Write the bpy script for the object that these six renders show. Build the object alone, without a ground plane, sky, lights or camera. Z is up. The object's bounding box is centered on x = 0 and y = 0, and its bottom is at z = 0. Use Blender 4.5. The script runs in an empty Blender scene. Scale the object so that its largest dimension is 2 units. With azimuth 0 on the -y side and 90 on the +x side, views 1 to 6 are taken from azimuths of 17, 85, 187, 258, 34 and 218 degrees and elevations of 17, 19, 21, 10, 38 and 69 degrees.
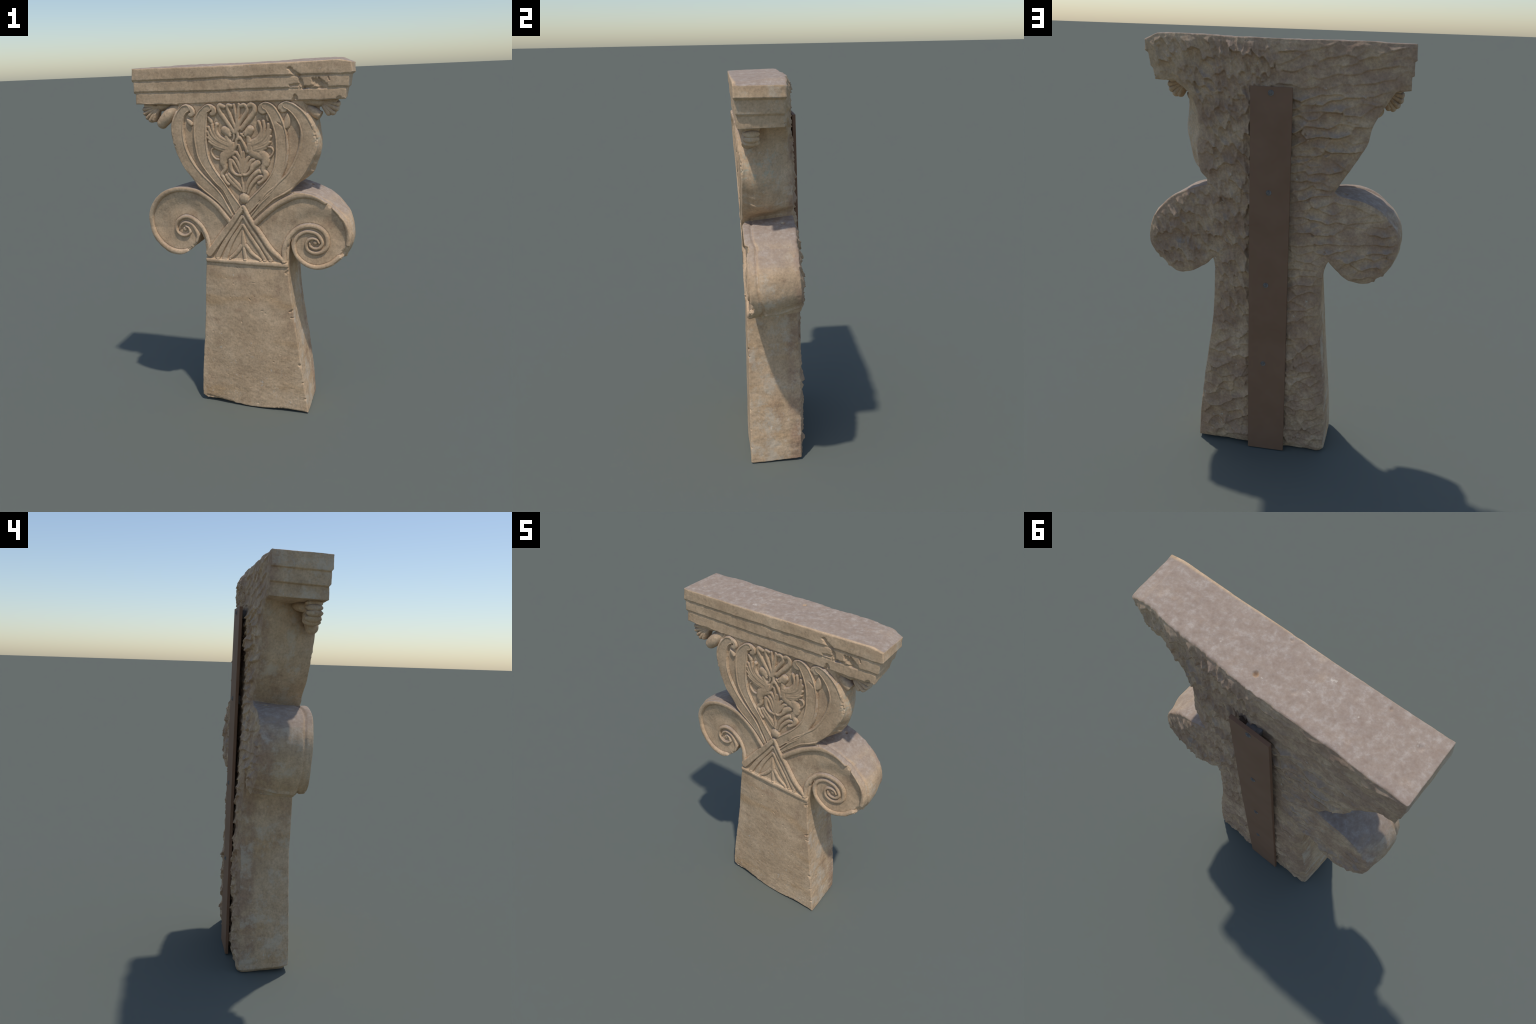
# Carved sandstone anta capital: stepped abacus, bell with petals and two winged
# sphinxes in relief, two volutes, tapering shaft, steel mounting strip behind.
import bpy, math
import numpy as np
from mathutils import Vector, Matrix
from mathutils.geometry import delaunay_2d_cdt

RNG = np.random.default_rng(7)
CELL = 0.0023          # front relief grid
CELL_BACK = 0.0036     # tooled back grid
STEP = 0.0032          # sampling of the outline

# ------------------------------------------------------------------ noise
def hash2(ix, iz, seed):
    h = (ix.astype(np.int64) * 374761393 + iz.astype(np.int64) * 668265263 + seed * 974711) & 0xffffffff
    h = ((h ^ (h >> 13)) * 1274126177) & 0xffffffff
    h = (h ^ (h >> 16)) & 0xffffff
    return h / float(0xffffff)

def vnoise(x, z, seed=0):
    ix, iz = np.floor(x), np.floor(z)
    fx, fz = x - ix, z - iz
    fx = fx * fx * fx * (fx * (fx * 6 - 15) + 10)
    fz = fz * fz * fz * (fz * (fz * 6 - 15) + 10)
    a, b = hash2(ix, iz, seed), hash2(ix + 1, iz, seed)
    c, d = hash2(ix, iz + 1, seed), hash2(ix + 1, iz + 1, seed)
    return 2 * ((a + (b - a) * fx) * (1 - fz) + (c + (d - c) * fx) * fz) - 1

def fbm(x, z, seed=0, octaves=4, gain=0.5):
    s, a, n = 0.0, 1.0, 0.0
    for k in range(octaves):
        c, q = math.cos(0.6 * k + .3), math.sin(0.6 * k + .3)
        f = 2.03 ** k
        s = s + a * vnoise(f * (c * x - q * z) + 7.3 * k, f * (q * x + c * z) - 3.1 * k, seed + k)
        n += a
        a *= gain
    return s / n

def scallop(x, z, fu, fv, rot=0.0, seed=0, tilt=.5, bowl=.75):
    """Chisel work: every cell is one blow, a shallow bowl that is tilted along
    the stroke and meets its neighbours at a sharp lip."""
    c, q = math.cos(rot), math.sin(rot)
    u, v = fu * (c * x - q * z), fv * (q * x + c * z)
    iu, iv = np.floor(u), np.floor(v)
    wsum = np.zeros(u.shape)
    out = np.zeros(u.shape)
    for du in (-1, 0, 1):
        for dv in (-1, 0, 1):
            cu, cv = iu + du, iv + dv
            pu = cu + 0.05 + 0.9 * hash2(cu, cv, seed)
            pv = cv + 0.05 + 0.9 * hash2(cu, cv, seed + 11)
            lvl = hash2(cu, cv, seed + 23)
            big = .6 + .8 * hash2(cu, cv, seed + 37)
            d = (u - pu) ** 2 + (v - pv) ** 2
            f = .45 * lvl - tilt * big * (v - pv) + bowl * d + .25 * (hash2(cu, cv, seed + 41) - .5) * (u - pu)
            w = np.exp(-34 * d)
            out += w * f
            wsum += w
    return out / (wsum + 1e-12)

def smooth(a, b, x):
    t = np.clip((x - a) / (b - a), 0, 1)
    return t * t * (3 - 2 * t)

# ------------------------------------------------------------------ curves
def catmull(P, n=8):
    P = np.asarray(P, float)
    if len(P) == 1:
        return P
    Q = np.vstack([2 * P[0] - P[1], P, 2 * P[-1] - P[-2]])
    out = []
    for i in range(len(P) - 1):
        p0, p1, p2, p3 = Q[i:i + 4]
        t = np.linspace(0, 1, n, endpoint=False)[:, None]
        out.append(0.5 * (2 * p1 + (p2 - p0) * t + (2 * p0 - 5 * p1 + 4 * p2 - p3) * t * t
                          + (3 * p1 - p0 - 3 * p2 + p3) * t ** 3))
    out.append(P[-1:])
    return np.vstack(out)

def resample(P, n):
    s = np.concatenate([[0], np.cumsum(np.hypot(*np.diff(P, axis=0).T))])
    t = np.linspace(0, s[-1], n)
    return np.stack([np.interp(t, s, P[:, k]) for k in range(P.shape[1])], 1)

# ------------------------------------------------------------------ outline
# control points of the block's outline, clockwise from the top left, as
# (x front, z front, x back, z back, corner?)
OUTLINE = [
    (-.577, 1.982, -.573, 1.989, 1), (-.30, 1.980, -.30, 1.994, 0), (0, 1.979, 0, 1.991, 0), (.36, 1.981, .36, 1.998, 0),
    (.535, 1.984, .525, 1.996, 1), (.591, 1.972, .586, 1.968, 1), (.598, 1.925, .588, 1.922, 1),
    (.584, 1.914, .574, 1.912, 1), (.577, 1.859, .566, 1.858, 1), (.568, 1.850, .556, 1.848, 1), (.564, 1.798, .546, 1.801, 1),
    (.345, 1.790, .455, 1.799, 1),
    (.372, 1.722, .388, 1.755, 0), (.405, 1.660, .350, 1.690, 0), (.424, 1.600, .336, 1.600, 0), (.414, 1.540, .344, 1.530, 0),
    (.380, 1.475, .341, 1.460, 0), (.345, 1.418, .330, 1.415, 0), (.302, 1.364, .302, 1.385, 0),
    (.268, 1.326, .298, 1.357, 1),
    (.340, 1.323, .345, 1.343, 0), (.406, 1.306, .408, 1.318, 0), (.467, 1.267, .473, 1.285, 0), (.520, 1.218, .530, 1.226, 0),
    (.563, 1.163, .566, 1.171, 0), (.584, 1.104, .579, 1.103, 0), (.586, 1.048, .572, 1.045, 0), (.560, .988, .541, 1.003, 0),
    (.522, .944, .502, .968, 0), (.468, .911, .464, .934, 0), (.410, .898, .423, .921, 0), (.350, .909, .366, .937, 0),
    (.300, .945, .320, .963, 0), (.273, .990, .291, .984, 0), (.263, 1.032, .279, .998, 0), (.263, 1.062, .271, 1.005, 1),
    (.252, 1.028, .263, .980, 0), (.248, .980, .260, .945, 0), (.246, .900, .261, .880, 0), (.256, .750, .267, .720, 0),
    (.276, .570, .286, .560, 0), (.304, .340, .316, .340, 0), (.329, .140, .336, .140, 0), (.345, .004, .342, .014, 1),
    (.200, .012, .200, .010, 0), (.020, .002, .020, .006, 0), (-.190, .014, -.180, .004, 0), (-.295, .014, -.288, .002, 1), (-.325, .034, -.306, .016, 1),
    (-.315, .180, -.303, .200, 0), (-.298, .342, -.292, .360, 0), (-.276, .552, -.271, .550, 0), (-.256, .754, -.251, .760, 0),
    (-.242, .900, -.249, .870, 0), (-.237, .960, -.253, .950, 0), (-.240, 1.015, -.258, .995, 0), (-.256, 1.060, -.266, 1.020, 0),
    (-.267, 1.085, -.274, 1.034, 1),
    (-.276, 1.050, -.284, 1.024, 0), (-.292, 1.014, -.318, .992, 0), (-.333, .974, -.360, .962, 0), (-.380, .947, -.420, .946, 0),
    (-.430, .943, -.465, .952, 0), (-.482, .956, -.497, .976, 0), (-.535, .992, -.536, 1.010, 0), (-.570, 1.050, -.566, 1.060, 0),
    (-.583, 1.110, -.577, 1.120, 0), (-.580, 1.176, -.578, 1.170, 0), (-.550, 1.243, -.547, 1.230, 0), (-.487, 1.305, -.486, 1.292, 0),
    (-.413, 1.337, -.407, 1.326, 0), (-.345, 1.343, -.345, 1.336, 0), (-.283, 1.336, -.300, 1.349, 0),
    (-.236, 1.324, -.284, 1.360, 1),
    (-.287, 1.397, -.306, 1.402, 0), (-.324, 1.448, -.347, 1.464, 0), (-.351, 1.502, -.384, 1.528, 0), (-.371, 1.560, -.411, 1.582, 0),
    (-.381, 1.628, -.423, 1.646, 0), (-.376, 1.690, -.450, 1.703, 0), (-.350, 1.745, -.485, 1.762, 0), (-.325, 1.788, -.508, 1.797, 1),
    (-.578, 1.797, -.568, 1.806, 1), (-.574, 1.848, -.564, 1.860, 1), (-.585, 1.854, -.574, 1.865, 1),
    (-.579, 1.908, -.570, 1.919, 1), (-.588, 1.915, -.578, 1.925, 1),
]

def build_outline():
    C = np.array(OUTLINE)
    n = len(C)
    corners = [i for i in range(n) if C[i, 4] > 0]
    F, B = [], []
    for a, b in zip(corners, corners[1:] + [corners[0] + n]):
        idx = [(i % n) for i in range(a, b + 1)]
        pf, pb = catmull(C[idx, 0:2], 12), catmull(C[idx, 2:4], 12)
        L = max(np.hypot(*np.diff(pf, axis=0).T).sum(), np.hypot(*np.diff(pb, axis=0).T).sum())
        k = max(3, int(round(L / STEP)))
        if len(idx) > 2:                       # keep control points paired
            u = np.linspace(0, len(pf) - 1, k + 1)
            both = np.hypot(*np.diff(pf, axis=0).T) + np.hypot(*np.diff(pb, axis=0).T)
            s = np.concatenate([[0], np.cumsum(both)])
            u = np.interp(np.linspace(0, s[-1], k + 1), s, np.arange(len(pf)))
            g = np.arange(len(pf))
            qf = np.stack([np.interp(u, g, pf[:, j]) for j in (0, 1)], 1)
            qb = np.stack([np.interp(u, g, pb[:, j]) for j in (0, 1)], 1)
        else:
            qf, qb = resample(pf, k + 1), resample(pb, k + 1)
        F.append(qf[:-1]); B.append(qb[:-1])
    return np.vstack(F), np.vstack(B)

def loop_normals(P, width=3.0):
    t = np.roll(P, -1, 0) - np.roll(P, 1, 0)
    nrm = np.stack([-t[:, 1], t[:, 0]], 1)
    area = 0.5 * np.sum(P[:, 0] * np.roll(P[:, 1], -1) - np.roll(P[:, 0], -1) * P[:, 1])
    if area > 0:
        nrm = -nrm
    k = np.arange(-8, 9)
    w = np.exp(-0.5 * (k / width) ** 2)
    nrm = nrm / (np.linalg.norm(nrm, axis=1, keepdims=True) + 1e-12)
    nrm = sum(wi * np.roll(nrm, -ki, 0) for ki, wi in zip(k, w))
    return nrm / (np.linalg.norm(nrm, axis=1, keepdims=True) + 1e-12)

# ------------------------------------------------------------------ front relief
STROKES = []

def stroke(part, pts, w, h, kind='roll', sink=0.0):
    """A carved element: a spine with half-widths w, height h and a profile."""
    pts = np.asarray(pts, float)
    w = np.full(len(pts), w) if np.isscalar(w) else np.interp(
        np.linspace(0, 1, len(pts)), np.linspace(0, 1, len(w)), w)
    q = catmull(np.column_stack([pts, w]), 6 if len(pts) > 2 else 4)
    STROKES.append((part, q, h, kind, sink))

def band(part, outer, inner, h, kind='petal', extra=()):
    """A leaf blade between two edge curves."""
    a, b = resample(catmull(outer), 60), resample(catmull(inner), 60)
    c = (a + b) / 2
    w = np.linalg.norm(a - b, axis=1) / 2
    q = np.column_stack([c, w])
    for e in extra:
        q = np.vstack([np.array(e)[None], q])
    STROKES.append((part, q, h, kind, 0.0))

# --- petals of the bell
PH = .0135
band('petal', [(-.310, 1.783), (-.339, 1.752), (-.365, 1.708), (-.379, 1.672), (-.381, 1.631), (-.378, 1.59), (-.369, 1.557), (-.351, 1.502), (-.324, 1.448), (-.287, 1.397), (-.241, 1.346), (-.186, 1.3), (-.136, 1.253), (-.070, 1.17)],
     [(-.285, 1.743), (-.302, 1.719), (-.312, 1.679), (-.314, 1.63), (-.309, 1.577), (-.299, 1.532), (-.278, 1.486), (-.248, 1.44), (-.206, 1.394), (-.156, 1.348), (-.11, 1.293), (-.058, 1.179)], PH, extra=[(-.283, 1.768, .021)])
stroke('petal', [(-.292, 1.768), (-.274, 1.777), (-.257, 1.765), (-.251, 1.749), (-.256, 1.738), (-.267, 1.735)], [.014, .0135, .0135, .0135, .0125, .011], PH, 'hook')
band('petal.001', [(-.188, 1.777), (-.221, 1.75), (-.243, 1.714), (-.251, 1.678), (-.255, 1.63), (-.253, 1.577), (-.246, 1.523), (-.227, 1.477), (-.195, 1.427), (-.154, 1.373), (-.108, 1.323), (-.047, 1.194)],
     [(-.165, 1.749), (-.171, 1.721), (-.176, 1.669), (-.18, 1.613), (-.181, 1.564), (-.174, 1.506), (-.157, 1.461), (-.129, 1.415), (-.097, 1.374), (-.054, 1.304), (-.011, 1.244)], PH, extra=[(-.162, 1.768, .021)])
stroke('petal.001', [(-.172, 1.770), (-.154, 1.777), (-.137, 1.768), (-.130, 1.755), (-.134, 1.743), (-.145, 1.738)], [.014, .0135, .014, .014, .013, .011], PH, 'hook')
band('petal.002', [(.153, 1.794), (.185, 1.783), (.215, 1.748), (.237, 1.703), (.253, 1.655), (.26, 1.603), (.262, 1.546), (.256, 1.489), (.243, 1.447), (.222, 1.392), (.191, 1.349), (.153, 1.309), (.11, 1.271), (.041, 1.205)],
     [(.150, 1.752), (.162, 1.742), (.178, 1.704), (.192, 1.652), (.199, 1.603), (.197, 1.547), (.191, 1.497), (.176, 1.439), (.156, 1.404), (.123, 1.364), (.076, 1.319), (.032, 1.278), (.015, 1.245)], PH)
stroke('petal.002', [(.170, 1.771), (.153, 1.778), (.134, 1.769), (.127, 1.756), (.135, 1.746), (.148, 1.748)], [.014, .0155, .017, .018, .0175, .016], PH, 'hook')
band('petal.003', [(.265, 1.794), (.3, 1.782), (.345, 1.749), (.378, 1.708), (.4, 1.668), (.419, 1.638), (.428, 1.601), (.422, 1.557), (.402, 1.516), (.371, 1.459), (.347, 1.421), (.315, 1.378), (.267, 1.342), (.218, 1.314), (.181, 1.289), (.048, 1.164)],
     [(.255, 1.756), (.269, 1.748), (.298, 1.717), (.324, 1.669), (.333, 1.621), (.324, 1.565), (.306, 1.508), (.277, 1.451), (.244, 1.404), (.203, 1.369), (.162, 1.333), (.111, 1.292), (.043, 1.179)], PH)
stroke('petal.003', [(.284, 1.774), (.265, 1.779), (.245, 1.774), (.233, 1.762), (.239, 1.752), (.252, 1.752)], [.014, .0155, .017, .0175, .0165, .015], PH, 'hook')
for part, rim in (('petal', [(-.322, 1.764), (-.307, 1.780), (-.284, 1.788), (-.262, 1.780), (-.247, 1.764), (-.243, 1.746), (-.250, 1.731), (-.266, 1.726)]),
                  ('petal.001', [(-.205, 1.756), (-.186, 1.774), (-.160, 1.786), (-.138, 1.780), (-.123, 1.764), (-.120, 1.746), (-.129, 1.733), (-.146, 1.729)]),
                  ('petal.002', [(.205, 1.757), (.183, 1.780), (.155, 1.790), (.127, 1.780), (.114, 1.762), (.119, 1.742), (.138, 1.732)]),
                  ('petal.003', [(.335, 1.752), (.298, 1.778), (.266, 1.790), (.237, 1.782), (.220, 1.765), (.225, 1.748), (.245, 1.740)])):
    stroke(part, rim, [.0050, .0050, .0048, .0042], PH)
# folds between the two petals of a side, running down to the triangle
stroke('petal', [(-.206, 1.372), (-.150, 1.318), (-.100, 1.255), (-.060, 1.185)], [.004, .009, .008, .005], .0085)
stroke('petal.003', [(.250, 1.385), (.190, 1.335), (.120, 1.275), (.045, 1.195)], [.004, .009, .009, .005], .0095)
stroke('petal.003', [(.215, 1.36), (.150, 1.302), (.090, 1.246), (.042, 1.186)], [.003, .006, .006, .004], .0115)
# --- buds, boss
stroke('bud', [(-.285, 1.715), (-.273, 1.699), (-.263, 1.685)], [.0035, .0139, .0095], .011)
stroke('bud.001', [(-.162, 1.721), (-.154, 1.705), (-.147, 1.693)], [.0065, .013, .0078], .011)
stroke('bud.002', [(.266, 1.732), (.264, 1.703), (.259, 1.677), (.258, 1.662)], [.005, .0166, .0186, .008], .011)
stroke('bud.003', [(.158, 1.731), (.159, 1.712), (.162, 1.697)], [.005, .0116, .0058], .010)
stroke('boss', [(.010, 1.286)], .030, .015)
# --- upper tendrils
TENDRILS = [
    ([(-.075, 1.773), (-.095, 1.781), (-.103, 1.766), (-.093, 1.739), (-.067, 1.701), (-.041, 1.663), (-.028, 1.64)], .0128),
    ([(-.033, 1.777), (-.050, 1.781), (-.055, 1.765), (-.045, 1.735), (-.031, 1.697), (-.018, 1.666), (-.016, 1.64)], .0108),
    ([(-.017, 1.782), (-.014, 1.749), (-.010, 1.708), (-.008, 1.674)], .0083),
    ([(.010, 1.784), (.004, 1.749), (-.002, 1.708), (-.008, 1.674)], .0091),
    ([(.023, 1.776), (.038, 1.781), (.051, 1.766), (.048, 1.744), (.026, 1.714), (.005, 1.685), (-.005, 1.655)], .0115),
    ([(.065, 1.777), (.077, 1.782), (.092, 1.769), (.089, 1.743), (.066, 1.714), (.037, 1.684), (.016, 1.658)], .0136),
    ([(-.010, 1.67), (-.009, 1.636), (-.007, 1.605)], .0091),
    ([(-.026, 1.757), (-.018, 1.719), (-.011, 1.685)], .0058)]
for i, (p, w) in enumerate(TENDRILS):
    stroke('tendril' + ('.%03d' % i if i else ''), p, w, .010 if w > .008 else .006)
# --- palmette fronds
FRONDS = [
    ([(.003, 1.41), (.004, 1.458), (-.001, 1.497), (-.019, 1.532)], .0104),
    ([(-.001, 1.426), (-.010, 1.465), (-.023, 1.495), (-.040, 1.512)], .0095),
    ([(-.008, 1.422), (-.023, 1.45), (-.038, 1.477), (-.046, 1.493)], .0087),
    ([(.008, 1.509), (.002, 1.543), (-.005, 1.574)], .0089),
    ([(.008, 1.418), (.010, 1.473), (.017, 1.512), (.021, 1.536)], .010),
    ([(.017, 1.422), (.026, 1.469), (.036, 1.497), (.050, 1.512)], .0104),
    ([(.026, 1.426), (.043, 1.462), (.060, 1.489), (.076, 1.498)], .0104),
    ([(.003, 1.41), (.004, 1.37), (.010, 1.312)], .0068),
    ([(.007, 1.318), (-.012, 1.35), (-.036, 1.378), (-.071, 1.418)], .0091),
    ([(-.007, 1.326), (-.037, 1.354), (-.065, 1.382), (-.084, 1.41)], .0108),
    ([(.020, 1.319), (.030, 1.359), (.057, 1.403), (.095, 1.434), (.109, 1.429)], .0105),
    ([(.032, 1.311), (.046, 1.347), (.072, 1.379), (.097, 1.402), (.115, 1.407)], .0105)]
for i, (p, w) in enumerate(FRONDS):
    stroke('frond' + ('.%03d' % i if i else ''), p, [w * .65, w * 1.1, w * 1.15, w], .0075)
# --- the two sphinxes
def sphinx(part, limbs, feathers):
    for i, p in enumerate(feathers):
        stroke(part, p, [.0125, .0118, .0108, .0098, .0098], .0098 + .0006 * (i % 3))
    for pts, w, h in limbs:
        stroke(part, pts, w, h)
sphinx('sphinx', [
    ([(-.076, 1.652), (-.064, 1.644)], [.0241, .0257], .0125), ([(-.057, 1.636), (-.050, 1.623)], [.0174, .010], .012),
    ([(-.044, 1.644), (-.039, 1.632)], [.0042, .005], .010), ([(-.070, 1.617), (-.059, 1.59)], [.0133, .0166], .010),
    ([(-.047, 1.579), (-.060, 1.544), (-.078, 1.52)], [.0187, .0247, .026], .0112), ([(-.046, 1.567), (-.087, 1.575), (-.115, 1.595)], [.0291, .0311, .0228], .0075),
    ([(-.121, 1.683)], [.0125], .010), ([(-.073, 1.536), (-.090, 1.513), (-.097, 1.481)], [.0241, .0274, .0228], .0118),
    ([(-.093, 1.469), (-.090, 1.445), (-.109, 1.419), (-.101, 1.397), (-.090, 1.377), (-.076, 1.362)], [.0199, .0125, .010, .0108, .0095, .011], .0105),
    ([(-.058, 1.493), (-.057, 1.465), (-.052, 1.438), (-.033, 1.418), (-.003, 1.411)], [.0125, .0125, .0112, .0095, .0095], .0098),
    ([(-.065, 1.52), (-.031, 1.536)], [.0187, .0125], .0095),
    ([(-.120, 1.497), (-.139, 1.5), (-.156, 1.519), (-.162, 1.538), (-.155, 1.555), (-.143, 1.56)], .0058, .0078),
    ([(-.039, 1.544), (-.022, 1.571), (-.016, 1.596), (-.010, 1.606)], [.0116, .010, .0083, .010], .0105), ([(-.043, 1.586), (-.031, 1.609), (-.028, 1.63)], [.0066, .0058, .0083], .009)],
    [[(-.041, 1.582), (-.085, 1.604), (-.113, 1.622), (-.127, 1.649), (-.122, 1.681)], [(-.058, 1.579), (-.102, 1.596), (-.129, 1.622), (-.143, 1.653), (-.147, 1.683)],
     [(-.058, 1.571), (-.103, 1.589), (-.138, 1.614), (-.157, 1.645), (-.166, 1.67)], [(-.059, 1.563), (-.107, 1.58), (-.143, 1.602), (-.165, 1.624), (-.173, 1.645)],
     [(-.059, 1.555), (-.104, 1.57), (-.140, 1.587), (-.162, 1.605), (-.172, 1.615)], [(-.059, 1.548), (-.100, 1.559), (-.133, 1.571), (-.155, 1.582), (-.167, 1.594)],
     [(-.064, 1.539), (-.097, 1.549), (-.123, 1.556), (-.143, 1.566)]])
sphinx('sphinx.001', [
    ([(.062, 1.654), (.054, 1.643)], [.0228, .0241], .0125), ([(.041, 1.639), (.036, 1.626)], [.0166, .010], .012),
    ([(.025, 1.643), (.023, 1.632)], [.0042, .005], .010), ([(.050, 1.616), (.052, 1.589)], [.0125, .0166], .010),
    ([(.056, 1.574), (.059, 1.543), (.086, 1.524), (.122, 1.51)], [.0206, .0231, .0216, .0228], .0112), ([(.064, 1.566), (.096, 1.574), (.121, 1.593)], [.0291, .0311, .0228], .0075),
    ([(.123, 1.528), (.138, 1.501), (.137, 1.474)], [.0228, .0274, .0216], .0118),
    ([(.128, 1.462), (.124, 1.442), (.137, 1.419), (.132, 1.399), (.113, 1.38), (.097, 1.37)], [.0174, .0133, .0166, .0133, .0095, .0122], .0105),
    ([(.097, 1.481), (.071, 1.462), (.054, 1.434), (.033, 1.416), (.016, 1.414)], [.0174, .0166, .0112, .0091, .0104], .0105),
    ([(.162, 1.508), (.176, 1.523), (.183, 1.543), (.172, 1.56), (.152, 1.563)], .0062, .0078),
    ([(.042, 1.539), (.028, 1.57), (.015, 1.597), (.004, 1.612)], [.0133, .010, .0083, .0122], .0112), ([(.030, 1.616), (.012, 1.632)], [.0066, .0083], .009)],
    [[(.065, 1.589), (.098, 1.604), (.118, 1.63), (.122, 1.661), (.110, 1.694)], [(.073, 1.582), (.114, 1.604), (.134, 1.634), (.140, 1.668), (.136, 1.695)],
     [(.072, 1.574), (.121, 1.596), (.148, 1.626), (.159, 1.656), (.162, 1.68)], [(.076, 1.566), (.125, 1.585), (.153, 1.607), (.168, 1.634), (.173, 1.65)],
     [(.080, 1.559), (.124, 1.573), (.153, 1.59), (.171, 1.616)], [(.079, 1.55), (.120, 1.559), (.146, 1.57), (.164, 1.588)], [(.079, 1.541), (.111, 1.546), (.142, 1.557)]])
# --- triangle of nested chevrons with a sprig
CH = .0120
stroke('chevron', [(.001, 1.239), (-.065, 1.152), (-.145, 1.051), (-.215, .961)], [.012, .0175, .0205, .022], CH, 'ribbon')
stroke('chevron', [(.003, 1.239), (.041, 1.161), (.095, 1.078), (.151, .995), (.219, .938)], [.0125, .0137, .015, .0155, .012], CH + .002)
stroke('chevron.001', [(-.011, 1.182), (-.069, 1.099), (-.125, 1.019), (-.167, .942)], [.0101, .014, .0155, .0167], .0062, 'ribbon')
stroke('chevron.001', [(-.002, 1.183), (.036, 1.114), (.088, 1.034), (.146, .939)], [.0092, .0124, .0135, .0135], .0072)
stroke('chevron.002', [(-.014, 1.132), (-.069, 1.054), (-.099, .996), (-.124, .938)], [.0087, .013, .015, .0173], .0052, 'ribbon')
stroke('chevron.002', [(-.006, 1.133), (.033, 1.064), (.083, .989), (.111, .937)], [.0092, .0118, .012, .012], .0062)
stroke('sprig', [(-.010, 1.101), (-.010, 1.056), (-.009, 1.016)], [.0043, .0116, .0167], .0075)
stroke('sprig', [(-.008, .997), (-.003, .933)], [.011, .0121], .008)
stroke('sprig', [(-.022, 1.012), (-.052, .971), (-.093, .937)], [.012, .0112, .0081], .0075)
stroke('sprig', [(.004, 1.014), (.038, .969), (.087, .936)], [.012, .0112, .0081], .0078)
stroke('collar', [(-.231, .919), (-.091, .917), (.059, .915), (.233, .913)], [.0121, .013, .015, .0144], .0085)
# --- volute fillets
stroke('fillet', [(-.085, 1.152), (-.127, 1.207), (-.165, 1.252), (-.230, 1.301), (-.286, 1.323), (-.342, 1.33), (-.401, 1.327), (-.457, 1.307), (-.504, 1.275), (-.546, 1.223), (-.568, 1.175), (-.574, 1.127), (-.565, 1.075), (-.543, 1.032), (-.504, .993), (-.455, .966), (-.402, .956), (-.358, .963)], .0152, .0125)
stroke('fillet.001', [(-.224, .960), (-.221, .996), (-.228, 1.05), (-.250, 1.1), (-.280, 1.138), (-.316, 1.163), (-.353, 1.169), (-.390, 1.152), (-.412, 1.123), (-.412, 1.086), (-.387, 1.061), (-.355, 1.058), (-.330, 1.077), (-.337, 1.103), (-.353, 1.113)], [.0125, .012, .0115, .010, .0085, .006], .0115)
stroke('fillet.002', [(-.290, 1.026), (-.283, 1.062), (-.297, 1.098), (-.320, 1.126), (-.354, 1.136), (-.382, 1.121), (-.394, 1.098)], [.012, .0105, .0085, .006], .0100)
stroke('volute_eye', [(-.361, 1.096)], .0145, .008)
stroke('fillet.003', [(.064, 1.145), (.119, 1.196), (.176, 1.242), (.235, 1.278), (.298, 1.305), (.354, 1.31), (.415, 1.297), (.452, 1.275)], [.0162, .0167, .017, .018, .0178, .0165], .0125)
stroke('fillet.004', [(.496, 1.243), (.532, 1.206), (.560, 1.169), (.574, 1.119), (.577, 1.078), (.572, 1.043)], [.0097, .0150, .016, .0157, .0143, .0117], .0105)
stroke('fillet.005', [(.528, .974), (.488, .939), (.447, .919), (.399, .91), (.352, .921), (.314, .946), (.287, .979), (.278, 1.018), (.286, 1.058), (.310, 1.089), (.342, 1.106), (.374, 1.107), (.405, 1.097), (.426, 1.074), (.436, 1.044), (.419, 1.019), (.391, 1.015), (.369, 1.028), (.366, 1.044)], [.0117, .0117, .0114, .0110, .0107, .0107, .010, .0085, .0065], .0100)
stroke('fillet.006', [(.223, .935), (.221, .993), (.239, 1.049), (.269, 1.093), (.311, 1.127), (.362, 1.141), (.412, 1.133), (.448, 1.105), (.463, 1.067), (.460, 1.026), (.432, .997), (.394, .989), (.358, 1.004), (.347, 1.034), (.359, 1.06), (.382, 1.071), (.407, 1.065), (.418, 1.047)], [.0133, .0136, .0136, .0128, .012, .011, .010, .0085, .0065], .0110)
stroke('volute_eye.001', [(.397, 1.047)], .0138, .008)

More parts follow.
